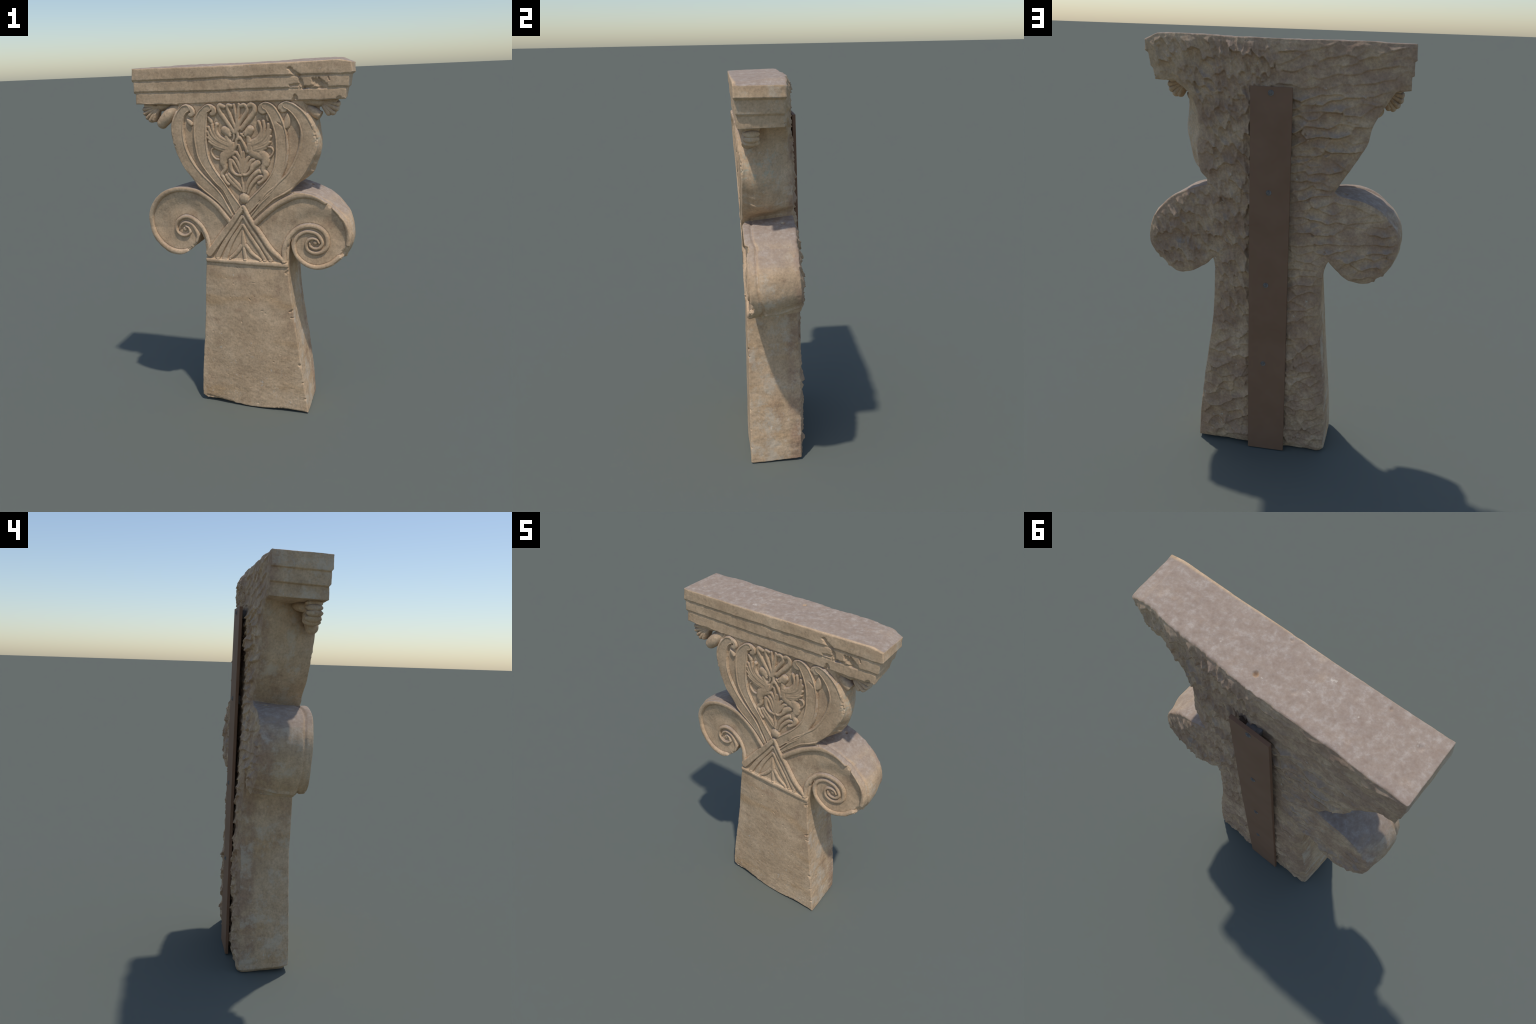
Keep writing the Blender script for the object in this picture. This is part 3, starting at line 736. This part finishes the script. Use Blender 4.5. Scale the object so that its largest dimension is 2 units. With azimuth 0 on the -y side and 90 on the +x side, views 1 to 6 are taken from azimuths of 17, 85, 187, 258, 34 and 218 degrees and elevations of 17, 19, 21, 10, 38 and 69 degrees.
def stone_material():
    mat = bpy.data.materials.new('sandstone')
    nt, N = nodes(mat)
    ln = nt.links.new
    out, bs = N('ShaderNodeOutputMaterial'), N('ShaderNodeBsdfPrincipled')
    ln(bs.outputs[0], out.inputs[0])
    bs.inputs['Roughness'].default_value = .86
    bs.inputs['Specular IOR Level'].default_value = .25
    co = N('ShaderNodeTexCoord')
    def noise(scale, detail=5, rough=.6, stretch=(1, 1, 1), loc=(0, 0, 0)):
        mp = N('ShaderNodeMapping')
        mp.inputs['Scale'].default_value = stretch
        mp.inputs['Location'].default_value = loc
        ln(co.outputs['Object'], mp.inputs[0])
        t = N('ShaderNodeTexNoise')
        t.inputs['Scale'].default_value = scale
        t.inputs['Detail'].default_value = detail
        t.inputs['Roughness'].default_value = rough
        ln(mp.outputs[0], t.inputs['Vector'])
        return t.outputs['Fac']
    def mixc(fac, a, b, mode='MIX'):
        m = N('ShaderNodeMix', data_type='RGBA', blend_type=mode)
        if isinstance(fac, float): m.inputs[0].default_value = fac
        else: ln(fac, m.inputs[0])
        for k, v in ((6, a), (7, b)):
            if isinstance(v, tuple): m.inputs[k].default_value = (*v, 1)
            else: ln(v, m.inputs[k])
        return m.outputs[2]
    def mask(src, lo, hi):
        m = N('ShaderNodeMapRange', interpolation_type='SMOOTHSTEP')
        m.inputs['From Min'].default_value = lo
        m.inputs['From Max'].default_value = hi
        ln(src, m.inputs['Value'])
        return m.outputs[0]
    def math_(op, a, b=None):
        m = N('ShaderNodeMath', operation=op)
        for k, v in ((0, a), (1, b)):
            if v is None: continue
            if isinstance(v, float): m.inputs[k].default_value = v
            else: ln(v, m.inputs[k])
        return m.outputs[0]
    sep = N('ShaderNodeSeparateXYZ'); ln(co.outputs['Object'], sep.inputs[0])
    geo = N('ShaderNodeNewGeometry')
    sepn = N('ShaderNodeSeparateXYZ'); ln(geo.outputs['Normal'], sepn.inputs[0])
    # body colour: warm buff with ochre clouds
    base = ramp(N, [(.30, C_DARK), (.50, C_MID), (.68, C_LIGHT)])
    ln(noise(5.5, 6, .62), base.inputs[0])
    col = base.outputs[0]
    ochre = mask(noise(3.2, 5, .6, (.6, .6, 2.6), (3, 1, 0)), .50, .68)
    zb = mask(sep.outputs['Z'], .95, .80)                       # iron bands in the bed of the shaft
    col = mixc(math_('MULTIPLY', math_('MULTIPLY', ochre, zb), .80), col, C_OCHRE)
    # iron-brown patches through the bed
    rust = mask(noise(7.5, 6, .65, loc=(9, 3, 5)), .54, .70)
    col = mixc(math_('MULTIPLY', rust, .55), col, C_RUST)
    # reddish-brown mottling of the tooled back, darkened to carry part of its baked shade
    rear = mask(sep.outputs['Y'], .050, .085)
    brown_shade = mask(noise(11, 7, .68, loc=(6, 1, 8)), .34, .62)
    col = mixc(math_('MULTIPLY', math_('MULTIPLY', rear, brown_shade), .72), col, C_BROWN_SHADE)
    # grain
    grain = ramp(N, [(.32, (.80, .79, .78)), (.5, (1, 1, 1)), (.70, (1.17, 1.15, 1.13))])
    ln(noise(95, 4, .7), grain.inputs[0])
    col = mixc(.85, col, grain.outputs[0], 'MULTIPLY')
    grain2 = ramp(N, [(.30, (.86, .85, .85)), (.52, (1, 1, 1)), (.72, (1.10, 1.10, 1.10))])
    ln(noise(24, 5, .65), grain2.inputs[0])
    col = mixc(.9, col, grain2.outputs[0], 'MULTIPLY')
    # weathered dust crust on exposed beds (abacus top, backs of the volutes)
    bed = mask(sepn.outputs['Z'], .30, .98)
    crust = ramp(N, [(.35, C_CRUST_D), (.52, C_CRUST_M), (.66, C_CRUST_L)])
    ln(noise(34, 9, .72), crust.inputs[0])
    cm = math_('MULTIPLY', bed, mask(noise(7, 5, .6, loc=(5, 5, 5)), .05, .42))
    hi = mask(sep.outputs['Z'], .9, 1.1)
    flat = mask(sep.outputs['Y'], -.172, -.160)
    col = mixc(math_('MULTIPLY', math_('MULTIPLY', cm, hi), math_('MULTIPLY', flat, .85)), col, crust.outputs[0])
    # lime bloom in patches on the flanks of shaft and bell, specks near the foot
    nx = math_('ABSOLUTE', sepn.outputs['X'])
    flank = mask(nx, .6, .85)
    bloom = mask(noise(10, 8, .74, loc=(1, 2, 7)), .49, .64)
    col = mixc(math_('MULTIPLY', math_('MULTIPLY', flank, bloom), .55), col, C_LIME)
    foot = mask(sep.outputs['Z'], .62, .10)
    speck = mask(noise(48, 6, .7, (1, 1, .7), (8, 0, 2)), .57, .68)
    patch = mask(noise(6, 4, .6, loc=(2, 9, 4)), .42, .60)
    col = mixc(math_('MULTIPLY', math_('MULTIPLY', foot, patch), math_('MULTIPLY', speck, .7)), col, C_PALE)
    # bruises: scattered pale scars everywhere
    scar = mask(noise(30, 3, .55, loc=(4, 4, 1)), .70, .76)
    col = mixc(math_('MULTIPLY', scar, .55), col, C_PALE)
    # green-grey stain on the broken right flank of the bell
    ds = N('ShaderNodeVectorMath', operation='DISTANCE'); ln(co.outputs['Object'], ds.inputs[0]); ds.inputs[1].default_value = (.43, -.07, 1.62)
    green = math_('MULTIPLY', mask(ds.outputs['Value'], .15, .05), mask(noise(28, 6, .7), .50, .64))
    col = mixc(math_('MULTIPLY', green, .55), col, C_GREEN)
    ln(col, bs.inputs['Base Color'])
    # fine grain relief
    bp = N('ShaderNodeBump')
    bp.inputs['Strength'].default_value = .35
    bp.inputs['Distance'].default_value = .0016
    hsum = math_('ADD', noise(140, 5, .7), math_('MULTIPLY', noise(46, 5, .65), 1.6))
    ln(hsum, bp.inputs['Height'])
    ln(bp.outputs[0], bs.inputs['Normal'])
    return mat

C_DARK, C_MID, C_LIGHT = (.490, .332, .200), (.600, .418, .258), (.668, .480, .308)
C_BROWN_SHADE = (.365, .225, .150)
C_RUST = (.430, .270, .165)
C_OCHRE = (.560, .360, .195)
C_CRUST_D, C_CRUST_M, C_CRUST_L = (.285, .215, .173), (.350, .280, .232), (.445, .382, .332)
C_LIME, C_PALE, C_GREEN = (.64, .545, .420), (.68, .60, .49), (.44, .47, .38)

def paint_material():
    mat = bpy.data.materials.new('brown_painted_steel')
    nt, N = nodes(mat)
    ln = nt.links.new
    out, bs = N('ShaderNodeOutputMaterial'), N('ShaderNodeBsdfPrincipled')
    ln(bs.outputs[0], out.inputs[0])
    co = N('ShaderNodeTexCoord')
    t = N('ShaderNodeTexNoise'); t.inputs['Scale'].default_value = 9; t.inputs['Detail'].default_value = 5
    ln(co.outputs['Object'], t.inputs['Vector'])
    r = ramp(N, [(.3, (.242, .134, .078)), (.7, (.270, .154, .094))])
    ln(t.outputs['Fac'], r.inputs[0]); ln(r.outputs[0], bs.inputs['Base Color'])
    bs.inputs['Roughness'].default_value = .7
    bs.inputs['Specular IOR Level'].default_value = .25
    return mat

def steel_material():
    mat = bpy.data.materials.new('dull_steel')
    nt, N = nodes(mat)
    ln = nt.links.new
    out, bs = N('ShaderNodeOutputMaterial'), N('ShaderNodeBsdfPrincipled')
    ln(bs.outputs[0], out.inputs[0])
    co = N('ShaderNodeTexCoord')
    t = N('ShaderNodeTexNoise'); t.inputs['Scale'].default_value = 60
    ln(co.outputs['Object'], t.inputs['Vector'])
    r = ramp(N, [(.35, (.15, .125, .105)), (.7, (.25, .225, .20))])
    ln(t.outputs['Fac'], r.inputs[0]); ln(r.outputs[0], bs.inputs['Base Color'])
    bs.inputs['Metallic'].default_value = 0
    bs.inputs['Roughness'].default_value = .75
    return mat

STONE, PAINT, STEEL = stone_material(), paint_material(), steel_material()

# ------------------------------------------------------------------ objects
root = bpy.data.objects.new('stone_capital', None)
bpy.context.collection.objects.link(root)
root['label'] = 'carved sandstone capital with volutes, sphinx relief and stepped abacus'
root['category'] = 'stone capital'

def make(name, me, parent=None, mat=STONE):
    if not me.materials:
        me.materials.append(mat)
    ob = bpy.data.objects.new(name, me)
    bpy.context.collection.objects.link(ob)
    ob.parent = parent or root
    return ob

def mesh_from(name, V, faces, normals=None):
    me = bpy.data.meshes.new(name)
    loops = np.concatenate([f.ravel() for f in faces if len(f)]).astype(np.int32)
    sizes = np.concatenate([np.full(len(f), f.shape[1]) for f in faces if len(f)]).astype(np.int32)
    me.vertices.add(len(V)); me.vertices.foreach_set('co', V.astype(np.float32).ravel())
    me.loops.add(len(loops)); me.loops.foreach_set('vertex_index', loops)
    me.polygons.add(len(sizes))
    me.polygons.foreach_set('loop_start', np.concatenate([[0], np.cumsum(sizes)[:-1]]).astype(np.int32))
    me.polygons.foreach_set('loop_total', sizes)
    me.update(calc_edges=True)
    me.polygons.foreach_set('use_smooth', np.ones(len(sizes), bool))
    if normals is not None:
        me.normals_split_custom_set_from_vertices(normals.tolist())
    return me

def vertex_normals(V, faces):
    Nn = np.zeros_like(V)
    for F in faces:
        if F.shape[1] == 4:
            f = np.cross(V[F[:, 2]] - V[F[:, 0]], V[F[:, 3]] - V[F[:, 1]])
        else:
            f = np.cross(V[F[:, 1]] - V[F[:, 0]], V[F[:, 2]] - V[F[:, 0]])
        for k in range(F.shape[1]):
            for a in range(3):
                Nn[:, a] += np.bincount(F[:, k], f[:, a], len(V))
    return Nn / (np.linalg.norm(Nn, axis=1, keepdims=True) + 1e-20)

V, FACES, LAB = build_block()
NRM = vertex_normals(V, FACES)
starts = np.cumsum([0] + [len(f) for f in FACES])
made = {}
names = sorted(set(LAB), key=lambda a: (a.split('.')[0] not in ('abacus', 'bell', 'shaft', 'volute'), a))
OWNER = {'fascia': 'abacus', 'petal': 'bell', 'bud': 'bell', 'boss': 'bell', 'tendril': 'bell', 'frond': 'bell', 'sphinx': 'bell',
         'chevron': 'triangular_panel', 'sprig': 'triangular_panel'}
VOL = {'fillet': 'volute', 'fillet.001': 'volute', 'fillet.002': 'volute', 'volute_eye': 'volute'}
names.sort(key=lambda a: 0 if a == 'triangular_panel' else 1 if a.split('.')[0] in ('fascia', 'petal', 'bud', 'boss', 'tendril', 'frond', 'sphinx', 'chevron', 'sprig', 'fillet', 'volute_eye', 'collar') else 0)
for nm in names:
    sub, used = [], []
    for k, F in enumerate(FACES):
        g = F[LAB[starts[k]:starts[k + 1]] == nm]
        sub.append(g); used.append(g.ravel())
    idx = np.unique(np.concatenate(used))
    if len(idx) < 12:
        continue
    remap = np.zeros(len(V), np.int64); remap[idx] = np.arange(len(idx))
    me = mesh_from(nm, V[idx], [remap[g] for g in sub], NRM[idx])
    kind = nm.split('.')[0]
    owner = OWNER.get(kind)
    if kind in ('fillet', 'volute_eye'):
        owner = VOL.get(nm, 'volute.001')
    made[nm] = make(nm, me, made.get(owner, root))

# ------------------------------------------------------------------ corner ornaments under the abacus
def tube(path, radii, squash=(1, 1), n=26, cap=True, rough=.0012, seed=1, flat_end=False):
    """Rounded, slightly uneven limb along a 3D path; squash scales in-plane / depth."""
    Q = catmull(np.column_stack([np.asarray(path, float), np.interp(np.linspace(0, 1, len(path)), np.linspace(0, 1, len(radii)), radii)]), 12)
    C, R = Q[:, :3], Q[:, 3]
    T = np.gradient(C, axis=0); T /= np.linalg.norm(T, axis=1, keepdims=True)
    if cap:
        def dome(c, t, r, sgn):
            a = np.linspace(math.pi / 2, 0.08, 6)[1:]
            return [(c + sgn * t * r * .9 * math.cos(q), r * math.sin(q)) for q in a]
        pre = dome(C[0], T[0], R[0], -1)[::-1]
        post = dome(C[-1], T[-1], R[-1], 1) if not flat_end else [(C[-1] + T[-1] * .001, R[-1] * .93), (C[-1] + T[-1] * .0015, R[-1] * .5), (C[-1] + T[-1] * .001, R[-1] * .05)]
        T = np.vstack([np.repeat(T[:1], len(pre), 0), T, np.repeat(T[-1:], len(post), 0)])
        C = np.vstack([[p for p, r in pre], C, [p for p, r in post]])
        R = np.concatenate([[r for p, r in pre], R, [r for p, r in post]])
    a = np.linspace(0, 2 * math.pi, n, endpoint=False)
    Y = np.array([0, 1, 0])
    S = np.cross(T, Y); S /= np.linalg.norm(S, axis=1, keepdims=True)
    U = np.cross(S, T)
    k = np.arange(len(C))[:, None]
    rr = R[:, None] + rough * fbm(k * .25 + 0 * a, 3 * np.cos(a)[None] + 2 * np.sin(a)[None] + 0 * k, seed, 3)
    P = C[:, None] + squash[0] * (rr * np.cos(a))[..., None] * S[:, None] + squash[1] * (rr * np.sin(a))[..., None] * U[:, None]
    m = len(C)
    V = P.reshape(-1, 3)
    i, j = np.meshgrid(np.arange(m - 1), np.arange(n), indexing='ij')
    F = np.column_stack([(i * n + j).ravel(), (i * n + (j + 1) % n).ravel(), ((i + 1) * n + (j + 1) % n).ravel(), ((i + 1) * n + j).ravel()])
    V = np.vstack([V, C[:1], C[-1:]])
    jj = np.arange(n)
    c0 = np.column_stack([np.full(n, m * n), (jj + 1) % n, jj])
    c1 = np.column_stack([np.full(n, m * n + 1), (m - 1) * n + jj, (m - 1) * n + (jj + 1) % n])
    # outward check
    f = F[len(F) // 2]
    nn = np.cross(V[f[1]] - V[f[0]], V[f[2]] - V[f[0]])
    if nn @ (V[f[0]] - C[m // 2]) < 0:
        F, c0, c1 = F[:, ::-1], c0[:, ::-1], c1[:, ::-1]
    return V, [F, np.vstack([c0, c1])]

def palmette(hub, tips, y, depth, width, stem):
    ob = None
    vs, fs3, fs4, off = [], [], [], 0
    parts = []
    for i, tp in enumerate(tips):
        hx, hz = hub
        mid = ((hx + tp[0]) / 2, y, (hz + tp[1]) / 2 + .004)
        v, f = tube([(hx, y + .004, hz), mid, (tp[0], y + .002 * (i % 2), tp[1])], [width * .45, width * .9, width], (1, depth / width), 20, True, .001, 90 + i)
        parts.append((v, f))
    return parts

def ornament(name, parts, parent):
    for i, (v, f) in enumerate(parts):
        me = mesh_from(name, v, f)
        make(name, me, parent)

ab = made.get('abacus', root)
def join(parts):
    V, F3, F4, o = [], [], [], 0
    for v, f in parts:
        V.append(v)
        for g in f:
            (F4 if g.shape[1] == 4 else F3).append(g + o)
        o += len(v)
    return np.vstack(V), [np.vstack(F4), np.vstack(F3)]

def leaf_fan(hub, tips, y, depth, width, root_pts, seed):
    stemv = tube(root_pts, [.022, .026, .026, .018], (1, 1.7), 22, True, .001, seed)
    pm = make('palmette', mesh_from('palmette', *stemv))
    for v, f in palmette(hub, tips, y, depth, width, None):
        make('palmette_leaf', mesh_from('palmette_leaf', v, f), pm)
    return pm

leaf_fan((-.455, 1.775), [(-.530, 1.788), (-.541, 1.768), (-.539, 1.746), (-.527, 1.724), (-.510, 1.710), (-.490, 1.712)], -.100, .038, .0160,
         [(-.370, -.072, 1.788), (-.420, -.076, 1.785), (-.462, -.086, 1.778), (-.480, -.095, 1.768)], 5)
leaf_fan((.430, 1.783), [(.505, 1.790), (.516, 1.772), (.510, 1.750), (.493, 1.731), (.472, 1.729)], -.106, .036, .0165,
         [(.345, -.108, 1.792), (.395, -.106, 1.790), (.432, -.104, 1.784), (.450, -.104, 1.775)], 6)
make('curling_leaf', mesh_from('curling_leaf', *tube([(-.316, -.100, 1.782), (-.350, -.112, 1.768), (-.386, -.120, 1.744), (-.417, -.122, 1.716), (-.444, -.118, 1.690)], [.026, .032, .034, .033, .029], (1, 1.0), 30, True, .0015, 3)))
make('curling_leaf', mesh_from('curling_leaf', *tube([(.315, -.092, 1.782), (.355, -.104, 1.759), (.395, -.114, 1.736), (.430, -.118, 1.716)], [.020, .023, .026, .023], (1, 1.1), 30, True, .0015, 4, True)))

# ------------------------------------------------------------------ mounting strip
def box_mesh(name, corners, bevel):
    import bmesh
    bm = bmesh.new()
    vs = [bm.verts.new(c) for c in corners]
    for f in [(0, 1, 2, 3), (7, 6, 5, 4), (0, 4, 5, 1), (1, 5, 6, 2), (2, 6, 7, 3), (3, 7, 4, 0)]:
        bm.faces.new([vs[i] for i in f])
    bmesh.ops.recalc_face_normals(bm, faces=bm.faces)
    bmesh.ops.bevel(bm, geom=list(bm.edges), offset=bevel, segments=2, affect='EDGES')
    me = bpy.data.meshes.new(name)
    bm.to_mesh(me); bm.free()
    return me

def strip_y(z):            # outer face of the strip
    return .1735 - .0115 * z - .0042 * z * z
ZT, ZB = 1.800, .003
xt0, xt1, xb0, xb1 = -.081, .099, -.105, .077
th = .016
def strip_mesh(n=14):
    """Flat bar, slightly bowed; small chamfers along its long edges."""
    ch = .0012
    V, F = [], []
    for k in range(n + 1):
        z = ZB + (ZT - ZB) * k / n
        f = k / n
        a, b = xb0 + (xt0 - xb0) * f, xb1 + (xt1 - xb1) * f
        for x, dy in ((a + ch, 0), (b - ch, 0), (b, -ch), (b, -th + ch), (b - ch, -th), (a + ch, -th), (a, -th + ch), (a, -ch)):
            V.append((x, strip_y(z) + dy - .03 * x, z))
    m = 8
    for k in range(n):
        for j in range(m):
            F.append((k * m + j, k * m + (j + 1) % m, (k + 1) * m + (j + 1) % m, (k + 1) * m + j))
    F.append(tuple(range(m))[::-1]); F.append(tuple(n * m + j for j in range(m)))
    me = bpy.data.meshes.new('mounting_strip')
    me.from_pydata(V, [], F)
    import bmesh
    bm = bmesh.new(); bm.from_mesh(me)
    bmesh.ops.recalc_face_normals(bm, faces=bm.faces)
    bm.to_mesh(me); bm.free()
    return me
strip = make('mounting_strip', strip_mesh(), root, PAINT)

def bolt_mesh(r, hex_r):
    import bmesh
    bm = bmesh.new()
    def ring(rad, y, n):
        return [bm.verts.new((rad * math.cos(2 * math.pi * k / n), y, rad * math.sin(2 * math.pi * k / n))) for k in range(n)]
    n = 24
    prof = [(r, -.004), (r, .0016), (r * .93, .0024), (hex_r * 1.25, .0024)]
    rs = [ring(a, y, n) for a, y in prof]
    for a, b in zip(rs[:-1], rs[1:]):
        for k in range(n):
            bm.faces.new((a[k], a[(k + 1) % n], b[(k + 1) % n], b[k]))
    bm.faces.new(rs[-1])
    hx = [ring(hex_r, .002, 6), ring(hex_r, .0052, 6), ring(hex_r * .85, .0062, 6)]
    for a, b in zip(hx[:-1], hx[1:]):
        for k in range(6):
            bm.faces.new((a[k], a[(k + 1) % 6], b[(k + 1) % 6], b[k]))
    bm.faces.new(hx[-1])
    bmesh.ops.recalc_face_normals(bm, faces=bm.faces)
    me = bpy.data.meshes.new('bolt')
    bm.to_mesh(me); bm.free()
    me.materials.append(STEEL)
    return me
bm_ = bolt_mesh(.0125, .0075)
for x, z in [(.010, 1.776), (.007, 1.349), (.008, .909), (.010, .496)]:
    b = make('bolt', bm_, strip, STEEL)
    b.location = (x, strip_y(z), z)
    b.rotation_euler = (math.atan(.0115 + .0084 * z), RNG.uniform(0, 1), 0)
# spacer blocks that hold the strip off the stone
for z in (1.765, 1.343, .902, .494):
    x = .008
    y1 = strip_y(z) - th - .0005
    c = []
    for yy in (y1, y1 - .075):
        c += [(x - .03, yy, z - .022), (x + .03, yy, z - .022), (x + .03, yy, z + .022), (x - .03, yy, z + .022)]
    make('spacer', box_mesh('spacer', c, .001), strip, STEEL)
